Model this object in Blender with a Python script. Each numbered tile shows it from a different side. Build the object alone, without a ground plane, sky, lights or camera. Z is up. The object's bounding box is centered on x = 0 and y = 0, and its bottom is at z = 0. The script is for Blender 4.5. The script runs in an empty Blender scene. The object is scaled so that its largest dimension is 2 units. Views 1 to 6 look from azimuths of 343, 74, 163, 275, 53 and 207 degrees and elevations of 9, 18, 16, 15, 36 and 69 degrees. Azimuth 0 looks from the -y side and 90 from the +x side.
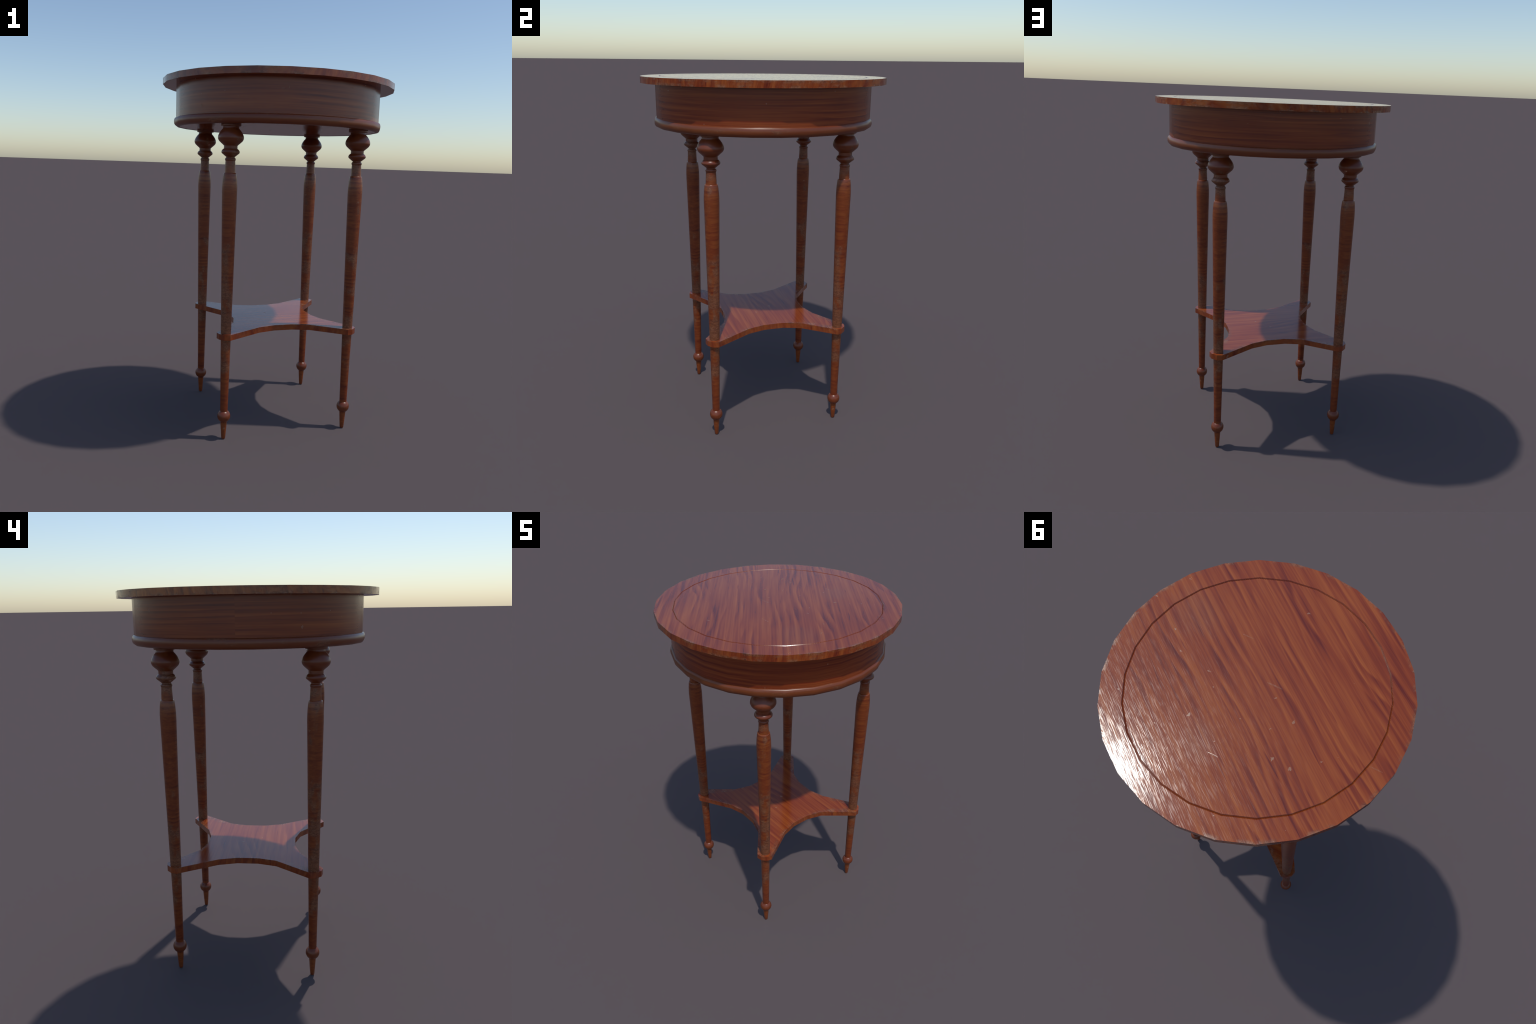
"""Tall round occasional table in red-brown polished wood: a many-sided round top with an
inlaid groove, a drum apron over a half-round moulding, four turned legs and a low shelf
with hollowed sides."""
import bpy, bmesh, math
from mathutils import Vector, Matrix

SIDES = 26                     # facets round the top, apron and moulding
LEG_SIDES = 22
LEG_RADIUS = 0.5104            # distance of the leg axes from the middle
LEG_TURN = math.radians(-1.54) # the leg square is turned by a hair
TAU = 2 * math.pi
SHELF_TOP, SHELF_BOTTOM = 0.6135, 0.5815


# ------------------------------------------------------------------ materials
class Graph:
    """Small helper to write shader maths readably."""
    def __init__(self, name):
        self.mat = bpy.data.materials.new(name)
        self.mat.use_nodes = True
        self.nt = self.mat.node_tree
        self.nt.nodes.clear()
        self.out = self.nt.nodes.new("ShaderNodeOutputMaterial")
        self.bsdf = self.nt.nodes.new("ShaderNodeBsdfPrincipled")
        self.nt.links.new(self.bsdf.outputs[0], self.out.inputs[0])

    def node(self, kind):
        return self.nt.nodes.new(kind)

    def put(self, socket, value):
        if isinstance(value, bpy.types.NodeSocket):
            self.nt.links.new(value, socket)
        else:
            socket.default_value = value

    def math(self, op, a, b=0.0, c=0.0, clamp=False):
        n = self.node("ShaderNodeMath")
        n.operation = op
        n.use_clamp = clamp
        for s, v in zip(n.inputs, (a, b, c)):
            self.put(s, v)
        return n.outputs[0]

    def smooth(self, x, lo, hi, a=0.0, b=1.0):
        n = self.node("ShaderNodeMapRange")
        n.interpolation_type = 'SMOOTHSTEP'
        self.put(n.inputs["Value"], x)
        n.inputs["From Min"].default_value = lo
        n.inputs["From Max"].default_value = hi
        n.inputs["To Min"].default_value = a
        n.inputs["To Max"].default_value = b
        return n.outputs[0]

    def xyz(self, v):
        n = self.node("ShaderNodeSeparateXYZ")
        self.put(n.inputs[0], v)
        return n.outputs

    def vec(self, x, y, z):
        n = self.node("ShaderNodeCombineXYZ")
        for s, v in zip(n.inputs, (x, y, z)):
            self.put(s, v)
        return n.outputs[0]

    def mapping(self, v, scale=(1, 1, 1), loc=(0, 0, 0), rot=(0, 0, 0)):
        n = self.node("ShaderNodeMapping")
        self.put(n.inputs["Vector"], v)
        n.inputs["Scale"].default_value = scale
        self.put(n.inputs["Location"], loc)
        n.inputs["Rotation"].default_value = rot
        return n.outputs[0]

    def noise(self, v, scale=1.0, detail=2.0, rough=0.5, distort=0.0):
        n = self.node("ShaderNodeTexNoise")
        self.put(n.inputs["Vector"], v)
        n.inputs["Scale"].default_value = scale
        n.inputs["Detail"].default_value = detail
        n.inputs["Roughness"].default_value = rough
        n.inputs["Distortion"].default_value = distort
        return n.outputs["Fac"]

    def voronoi(self, v, scale, rand=1.0):
        n = self.node("ShaderNodeTexVoronoi")
        self.put(n.inputs["Vector"], v)
        n.inputs["Scale"].default_value = scale
        n.inputs["Randomness"].default_value = rand
        return n.outputs["Distance"], n.outputs["Color"]

    def ramp(self, fac, stops):
        n = self.node("ShaderNodeValToRGB")
        self.put(n.inputs[0], fac)
        els = n.color_ramp.elements
        els[0].position, els[0].color = stops[0][0], (*stops[0][1], 1)
        els[1].position, els[1].color = stops[-1][0], (*stops[-1][1], 1)
        for p, col in stops[1:-1]:
            e = els.new(p)
            e.color = (*col, 1)
        return n.outputs[0]

    def mix(self, fac, a, b, mode='MIX'):
        n = self.node("ShaderNodeMix")
        n.data_type = 'RGBA'
        n.blend_type = mode
        self.put(n.inputs[0], fac)
        for s, v in ((n.inputs[6], a), (n.inputs[7], b)):
            self.put(s, v if isinstance(v, bpy.types.NodeSocket) else (*v, 1))
        return n.outputs[2]


LIGHT = (0.305, 0.075, 0.0150)
MID = (0.212, 0.0365, 0.0085)
DARK = (0.112, 0.0130, 0.0066)
WORN = (0.245, 0.118, 0.062)


def wood(name, layout, grain=0.0, rough=0.115, ring_freq=20.0, contrast=1.0, tone=(1, 1, 1), fine=0.32, bump=0.05, gloss_break=0.08, dull=(),
         wear=None, specks=True, seed=0.0):
    """Figured red-brown wood.
    layout 'plank' : grain along a horizontal direction, 'grain' radians from x
           'wrap'  : grain runs round the z axis (veneer bent on a drum)
           'turned': thin rings stacked along z (turned on a lathe)"""
    g = Graph(name)
    tc = g.node("ShaderNodeTexCoord")
    pos = tc.outputs["Object"]
    x, y, z = g.xyz(pos)
    if layout == 'plank':
        p = g.mapping(pos, rot=(0, 0, -grain))
        px, py, pz = g.xyz(p)
        coord = g.vec(px, g.math('ADD', py, g.math('MULTIPLY', pz, 0.15)), g.math('MULTIPLY', pz, 0.2))
    elif layout == 'wrap':
        ang = g.math('ARCTAN2', y, x)
        coord = g.vec(g.math('MULTIPLY', ang, 0.594), z, 0.0)
    else:
        coord = g.vec(g.math('MULTIPLY', x, 0.35), z, g.math('MULTIPLY', y, 0.35))
    coord = g.mapping(coord, loc=(seed, seed * 0.37, 0))

    # growth rings: bands bent by slow noise so that they close into flames, fading in and out
    long_, bend = {'plank': (1.0, 4.4), 'wrap': (0.8, 2.0), 'turned': (2.0, 1.0)}[layout]
    warp = g.noise(g.mapping(coord, scale=(1.5 * long_, 4.2, 4.2)), 1.0, 1.0, 0.35)
    warp2 = g.noise(g.mapping(coord, scale=(1.8 * long_, 22.0, 22.0)), 1.0, 2.0, 0.5)
    across = g.xyz(coord)[1]
    phase = g.math('ADD', g.math('MULTIPLY', across, ring_freq),
                   g.math('ADD', g.math('MULTIPLY', warp, bend), g.math('MULTIPLY', warp2, 1.1)))
    saw = g.math('FRACT', phase)
    band = g.math('MULTIPLY', g.smooth(saw, 0.0, 0.80), g.smooth(saw, 0.82, 1.0, 1.0, 0.0))
    fade = g.noise(g.mapping(coord, scale=(2.0 * long_, 12.0, 12.0), loc=(7.3, 1.1, 0)), 1.0, 2.0, 0.5)
    band = g.math('MULTIPLY', g.math('SUBTRACT', band, 0.38), g.smooth(fade, 0.38, 0.68, 0.05, 1.1))
    fibre = g.noise(g.mapping(coord, scale=(6.0 * long_, 230.0, 230.0)), 1.0, 3.0, 0.6)
    streak = g.noise(g.mapping(coord, scale=(1.15 * long_, 40.0, 40.0)), 1.0, 4.0, 0.55)
    hair = g.noise(g.mapping(coord, scale=(1.6 * long_, 100.0, 100.0), loc=(1.9, 4.7, 0)), 1.0, 2.0, 0.5)
    dash = g.noise(g.mapping(coord, scale=(4.0 * long_, 75.0, 75.0), loc=(2.2, 9.1, 0)), 1.0, 1.0, 0.5)
    dash = g.smooth(dash, 0.66, 0.80)
    patch = g.noise(g.mapping(coord, scale=(2.2, 5.0, 5.0)), 1.0, 2.0, 0.5)

    fac = g.math('MULTIPLY', band, 0.46 * contrast)
    fac = g.math('ADD', fac, g.math('MULTIPLY', g.math('SUBTRACT', streak, 0.5), 1.0 * contrast))
    fac = g.math('ADD', fac, g.math('MULTIPLY', g.math('SUBTRACT', hair, 0.5), 0.75 * contrast))
    fac = g.math('ADD', fac, g.math('MULTIPLY', g.math('SUBTRACT', fibre, 0.5), fine))
    fac = g.math('ADD', fac, g.math('MULTIPLY', g.math('SUBTRACT', patch, 0.5), 0.55))
    fac = g.math('ADD', fac, g.math('MULTIPLY', dash, 0.38 * contrast))
    fac = g.math('SUBTRACT', 0.52, fac, clamp=True)
    t = lambda c: tuple(v * k for v, k in zip(c, tone))
    colour = g.ramp(fac, [(0.0, t(DARK)), (0.42, t(MID)), (0.85, t(LIGHT))])

    # open pores: the polish breaks up into dull streaks along the grain
    pore = g.noise(g.mapping(coord, scale=(15.0 * long_, 230.0, 230.0), loc=(4.4, 0.6, 0)), 1.0, 2.0, 0.6)
    pore = g.smooth(pore, 0.46, 0.64)
    ridge = g.noise(g.mapping(coord, scale=(10.0 * long_, 190.0, 190.0), loc=(0.7, 3.3, 0)), 1.0, 2.0, 0.5)
    bump_h = g.math('ADD', g.math('MULTIPLY', ridge, 0.7), g.math('MULTIPLY', pore, -0.12))
    roughness = g.math('ADD', rough, g.math('MULTIPLY', pore, gloss_break))

    # small dents and scuffs where the polish is knocked off
    if specks:
        d, c = g.voronoi(g.mapping(pos, scale=(1, 1, 1), rot=(0.3, 0.2, 0.9), loc=(seed, 0, 0)), 17.0)
        pick = g.smooth(g.xyz(c)[0], 0.52, 0.54)
        wob = g.noise(pos, 90.0, 2.0, 0.6)
        size = g.math('MULTIPLY_ADD', g.math('POWER', g.xyz(c)[1], 2.0), 0.13, 0.01)
        near = g.math('LESS_THAN', g.math('ADD', d, g.math('MULTIPLY', g.math('SUBTRACT', wob, 0.5), 0.42)), size)
        dent = g.math('MULTIPLY', pick, near)
        # hairline scratches: thin slices of a stretched cell pattern
        d2, c2 = g.voronoi(g.mapping(pos, scale=(2.4, 26.0, 26.0), rot=(0, 0, 1.1)), 1.0)
        sc = g.math('MULTIPLY', g.math('LESS_THAN', d2, 0.10), g.smooth(g.xyz(c2)[0], 0.90, 0.92))
        mark = g.math('MAXIMUM', dent, g.math('MULTIPLY', sc, 0.45))
        colour = g.mix(g.math('MULTIPLY', mark, 0.62), colour, WORN)
        bump_h = g.math('SUBTRACT', bump_h, g.math('MULTIPLY', mark, 0.8))
        roughness = g.math('ADD', roughness, g.math('MULTIPLY', mark, 0.2))

    # hazy spots where the polish has gone dull
    for cx, cy, radius, along in dull:
        q = g.mapping(pos, rot=(0, 0, -grain))
        c, sn = math.cos(grain), math.sin(grain)
        qx, qy, qz = g.xyz(q)
        dx = g.math('DIVIDE', g.math('SUBTRACT', qx, c * cx + sn * cy), along)
        dy = g.math('SUBTRACT', qy, -sn * cx + c * cy)
        dist = g.math('SQRT', g.math('ADD', g.math('MULTIPLY', dx, dx), g.math('MULTIPLY', dy, dy)))
        haze = g.math('ADD', dist, g.math('MULTIPLY', g.math('SUBTRACT', streak, 0.5), 0.16))
        haze = g.smooth(haze, radius * 0.25, radius, 1.0, 0.0)
        colour = g.mix(g.math('MULTIPLY', haze, 0.16), colour, (0.15, 0.075, 0.055))
        roughness = g.math('ADD', roughness, g.math('MULTIPLY', haze, 0.03))

    if wear is not None:
        amount, curl = wear(g, pos)
        worn = g.mix(curl, tuple(v * 0.30 for v in WORN), tuple(v * 1.1 for v in WORN))
        colour = g.mix(amount, colour, worn)
        roughness = g.math('ADD', roughness, g.math('MULTIPLY', amount, 0.22))
        bump_h = g.math('ADD', bump_h, g.math('MULTIPLY', g.math('MULTIPLY', amount, curl), 0.9))

    g.put(g.bsdf.inputs["Base Color"], colour)
    g.put(g.bsdf.inputs["Roughness"], roughness)
    g.bsdf.inputs["IOR"].default_value = 1.5
    b = g.node("ShaderNodeBump")
    b.inputs["Strength"].default_value = bump
    b.inputs["Distance"].default_value = 0.002
    g.put(b.inputs["Height"], bump_h)
    g.nt.links.new(b.outputs[0], g.bsdf.inputs["Normal"])
    return g.mat


def curl_pattern(g, pos, stretch):
    return g.smooth(g.noise(g.mapping(pos, scale=stretch), 1.0, 3.0, 0.6, 0.6), 0.35, 0.68)


def rim_wear(radius, z_edges, reach):
    """Scuffs along the sharp rims of a disc: near 'radius' and near the heights in z_edges."""
    def f(g, pos):
        x, y, z = g.xyz(pos)
        r = g.math('SQRT', g.math('ADD', g.math('MULTIPLY', x, x), g.math('MULTIPLY', y, y)))
        out = g.smooth(r, radius - reach, radius)
        edge = 0.0
        for ze in z_edges:
            edge = g.math('MAXIMUM', edge, g.smooth(g.math('ABSOLUTE', g.math('SUBTRACT', z, ze)), 0.0, reach, 1.0, 0.0))
        n = g.noise(g.mapping(pos, scale=(13, 13, 26)), 1.0, 3.0, 0.65)
        m = g.math('MULTIPLY', g.math('MULTIPLY', out, edge), g.smooth(n, 0.46, 0.60))
        return g.math('MULTIPLY', m, 0.62), curl_pattern(g, pos, (45, 45, 70))
    return f


def leg_wear(g, pos):
    """Rubbed, curly-grained patches in the lower half of the shaft and on the neck."""
    x, y, z = g.xyz(pos)
    n = g.noise(g.mapping(pos, scale=(9, 9, 5.5)), 1.0, 3.0, 0.6, 0.3)
    low = g.math('MULTIPLY', g.smooth(z, 0.28, 0.45), g.smooth(z, 0.80, 1.25, 1.0, 0.25))
    neck = g.math('MULTIPLY', g.smooth(z, 1.49, 1.51), g.smooth(z, 1.53, 1.55, 1.0, 0.0))
    bias = g.math('MAXIMUM', low, g.math('MULTIPLY', neck, 0.55))
    m = g.smooth(g.math('ADD', n, g.math('MULTIPLY', bias, 0.15)), 0.60, 0.69)
    c = g.smooth(g.noise(g.mapping(pos, scale=(70, 70, 150)), 1.0, 3.0, 0.55, 1.2), 0.36, 0.66)
    return g.math('MULTIPLY', m, 0.52), c


def shelf_wear(g, pos):
    """Scuffed band that follows the hollow edges of the shelf."""
    x, y, z = g.xyz(pos)
    ax, ay = g.math('ABSOLUTE', x), g.math('ABSOLUTE', y)
    far, near = g.math('MAXIMUM', ax, ay), g.math('MINIMUM', ax, ay)
    hollow = g.math('MULTIPLY_ADD', g.math('MULTIPLY', near, near), 1.12, 0.247)
    gap = g.math('SUBTRACT', hollow, far)
    n = g.noise(g.mapping(pos, scale=(20, 20, 30)), 1.0, 3.0, 0.65)
    m = g.math('MULTIPLY', g.smooth(gap, 0.0, 0.022, 1.0, 0.0), g.smooth(n, 0.36, 0.60))
    upper = g.smooth(z, SHELF_TOP - 0.010, SHELF_TOP - 0.001, 0.35, 1.0)
    return g.math('MULTIPLY', g.math('MULTIPLY', m, upper), 0.50), curl_pattern(g, pos, (45, 45, 45))


def moulding_wear(g, pos):
    n = g.noise(g.mapping(pos, scale=(6, 6, 18)), 1.0, 4.0, 0.65)
    return g.math('MULTIPLY', g.smooth(n, 0.56, 0.72), 0.42), curl_pattern(g, pos, (60, 60, 150))


GRAIN = math.radians(143)
BROWN = (0.70, 0.80, 0.92)
mat_top = wood("polished_wood_top", 'plank', GRAIN, bump=0.09, rough=0.09, gloss_break=0.10,
               dull=((0.09, 0.324, 0.11, 1.2), (0.42, -0.20, 0.14, 1.3)),
               wear=rim_wear(0.668, (2.0, 1.966), 0.022))
mat_groove = wood("incised_groove", 'plank', GRAIN, tone=(0.8, 0.8, 0.8), contrast=0.4, rough=0.24, specks=False)
mat_shelf = wood("polished_wood_shelf", 'plank', 0.0, tone=(1.03, 1.05, 1.1), contrast=0.8, wear=shelf_wear, seed=3.1)
mat_apron = wood("polished_wood_apron", 'wrap', tone=(0.88, 0.80, 0.82), ring_freq=36, contrast=1.0, fine=0.6, seed=1.7, bump=0.015,
                 gloss_break=0.0, rough=0.25)
mat_mould = wood("polished_wood_moulding", 'wrap', tone=BROWN, contrast=0.35, rough=0.34, gloss_break=0.03,
                 wear=moulding_wear, specks=False, seed=5.2)
mat_panel = wood("polished_wood_panel", 'plank', 0.0, seed=8.4)
mat_leg = wood("turned_wood_leg", 'turned', ring_freq=42, contrast=0.8, fine=0.85, rough=0.30, bump=0.03, gloss_break=0.02,
               tone=(0.80, 0.84, 0.86), wear=leg_wear, seed=2.3)
mat_bead = wood("turned_wood_bead", 'turned', ring_freq=14, contrast=0.35, rough=0.35, tone=BROWN, bump=0.03, gloss_break=0.02,
                wear=leg_wear, specks=False, seed=6.6)


# ------------------------------------------------------------------ geometry
def finish(name, bm, mat, angle=35):
    bmesh.ops.recalc_face_normals(bm, faces=bm.faces)
    me = bpy.data.meshes.new(name)
    bm.to_mesh(me)
    bm.free()
    me.materials.append(mat)
    for f in me.polygons:
        f.use_smooth = True
    me.set_sharp_from_angle(angle=math.radians(angle))
    return me


def lathe(name, profile, sides, mat, start=0.0, angle=35):
    """Revolve (radius, z) points; a radius of 0 closes the surface with a pole."""
    bm = bmesh.new()
    rings = []
    for r, z in profile:
        if r == 0:
            rings.append([bm.verts.new((0, 0, z))])
        else:
            rings.append([bm.verts.new((r * math.cos(start + TAU * i / sides),
                                        r * math.sin(start + TAU * i / sides), z)) for i in range(sides)])
    for a, b in zip(rings, rings[1:]):
        for i in range(sides):
            j = (i + 1) % sides
            q = [a[i % len(a)], a[j % len(a)], b[j % len(b)], b[i % len(b)]]
            q = list(dict.fromkeys(q))
            if len(q) > 2:
                bm.faces.new(q)
    return finish(name, bm, mat, angle)


def add(name, mesh, parent):
    ob = bpy.data.objects.new(name, mesh)
    bpy.context.collection.objects.link(ob)
    ob.parent = parent
    return ob


table = bpy.data.objects.new("side_table", None)
bpy.context.collection.objects.link(table)
table["label"] = "tall round wooden side table with turned legs and shelf"
table["category"] = "side table"

Q = math.pi / 2
# round top with an incised ring
top_mesh = lathe("tabletop", [
    (0, 2.0), (0.5642, 2.0), (0.5687, 1.9955), (0.5732, 2.0),
    (0.6704, 2.0), (0.6704, 1.9660), (0, 1.9660)],
    SIDES, mat_top, Q, 20)
top_mesh.materials.append(mat_groove)
for f in top_mesh.polygons:        # the sloping walls of the groove
    if 1.9955 < f.center.z < 1.9999 and f.center.xy.length < 0.6:
        f.material_index = 1
add("tabletop", top_mesh, table)
# drum below the top
add("apron", lathe("apron", [
    (0.580, 1.9690), (0.594, 1.9690), (0.594, 1.7800), (0.580, 1.7800), (0.580, 1.9690)],
    SIDES, mat_apron, Q), table)
# half-round moulding under the drum
add("moulding", lathe("moulding", [
    (0.5760, 1.7860), (0.5935, 1.7855), (0.5993, 1.7830), (0.6033, 1.7770), (0.6056, 1.7690), (0.6058, 1.7590),
    (0.6038, 1.7490), (0.5993, 1.7415), (0.5915, 1.7365), (0.5850, 1.7350), (0.5760, 1.7352), (0.5760, 1.7860)],
    SIDES, mat_mould, Q, 50), table)
add("bottom_panel", lathe("bottom_panel", [
    (0, 1.7600), (0.5775, 1.7600), (0.5775, 1.7362), (0, 1.7362)], SIDES, mat_panel, Q), table)


# turned legs
def circle_profile(zc, r, z_lo, z_hi, n):
    pts = []
    for i in range(n + 1):
        z = z_lo + (z_hi - z_lo) * (0.5 - 0.5 * math.cos(math.pi * i / n))
        pts.append((math.sqrt(max(r * r - (z - zc) ** 2, 0)), z))
    return pts


shaft_mesh = lathe("leg", [
    (0, 0.160), (0.0211, 0.160), (0.0235, 0.332), (0.0256, 0.462), (0.0271, 0.557), (0.0283, 0.618),
    (0.0305, 0.772), (0.0326, 0.914), (0.0343, 1.010), (0.0359, 1.119), (0.0382, 1.256), (0.0395, 1.337),
    (0.0404, 1.385), (0.0402, 1.410), (0.0393, 1.431), (0.0379, 1.450), (0.0361, 1.466), (0.0343, 1.4775),
    (0.0333, 1.4815), (0.0317, 1.4835), (0.0285, 1.4838), (0.0271, 1.515), (0.0259, 1.546), (0, 1.546)],
    LEG_SIDES, mat_leg, 0.0, 40)
capital_mesh = lathe("capital", [
    (0, 1.5445), (0.0243, 1.5445), (0.0268, 1.5475), (0.0284, 1.5520), (0.0284, 1.5560), (0.0268, 1.5600),
    (0.0240, 1.5622), (0.0228, 1.5632), (0.0226, 1.5662), (0.0290, 1.5712), (0.0382, 1.5787), (0.0450, 1.5840),
    (0.0479, 1.5885), (0.0484, 1.5920), (0.0470, 1.5975), (0.0430, 1.6035), (0.0372, 1.6082),
    (0.0358, 1.6092), (0.0358, 1.6240), (0.0400, 1.6285), (0.0500, 1.6370), (0.0610, 1.6470),
    (0.0655, 1.6540), (0.0675, 1.6595), (0.0683, 1.6650), (0.0680, 1.6700), (0.0667, 1.6755), (0.0642, 1.6825),
    (0.0594, 1.6915),
    (0.0520, 1.7020), (0.0430, 1.7122), (0.0424, 1.7132), (0.0424, 1.7238), (0.0510, 1.7245),
    (0.0528, 1.7262), (0.0528, 1.7372), (0, 1.7372)], LEG_SIDES, mat_bead, 0.0, 38)
ball_mesh = lathe("ball", [(0, 0.100)] + circle_profile(0.1335, 0.0368, 0.1005, 0.1665, 10) + [(0, 0.1668)],
                  LEG_SIDES, mat_bead, 0.0, 60)
foot_mesh = lathe("foot", [
    (0, 0.0), (0.0092, 0.0), (0.0114, 0.0045), (0.0150, 0.050), (0.0186, 0.104), (0, 0.106)],
    LEG_SIDES, mat_leg, 0.0, 50)

for k in range(4):
    a = math.pi / 4 + LEG_TURN + k * Q
    leg = add("leg", shaft_mesh, table)
    leg.location = (LEG_RADIUS * math.cos(a), LEG_RADIUS * math.sin(a), 0)
    leg.rotation_euler = (0, 0, a + k * 0.9)
    for nm, me in (("capital", capital_mesh), ("ball", ball_mesh), ("foot", foot_mesh)):
        add(nm, me, leg)

# shelf: four lobes clasping the legs, joined by hollowed edges
outline = []
for k in range(4):
    a = math.pi / 4 + LEG_TURN + k * Q
    D = Vector((math.cos(a), math.sin(a)))
    T = Vector((-math.sin(a), math.cos(a)))
    for d, t in ((0.534, -0.0445), (0.550, -0.0185), (0.550, 0.0185), (0.534, 0.0445)):
        outline.append(D * d + T * t)
    for u, v in ((0.2765, 0.155), (0.2485, 0.056), (0.2485, -0.056), (0.2765, -0.155)):
        c, s = math.cos((k + 1) * Q), math.sin((k + 1) * Q)
        outline.append(Vector((u * c + v * s, u * s - v * c)))
bm = bmesh.new()
low = [bm.verts.new((p.x, p.y, SHELF_BOTTOM)) for p in outline]
high = [bm.verts.new((p.x, p.y, SHELF_TOP)) for p in outline]
bm.faces.new(high)
bm.faces.new(low[::-1])
for i in range(len(outline)):
    j = (i + 1) % len(outline)
    bm.faces.new((low[i], low[j], high[j], high[i]))
big = [f for f in bm.faces if len(f.verts) > 4]
bmesh.ops.triangulate(bm, faces=big)
add("shelf", finish("shelf", bm, mat_shelf, 28), table)
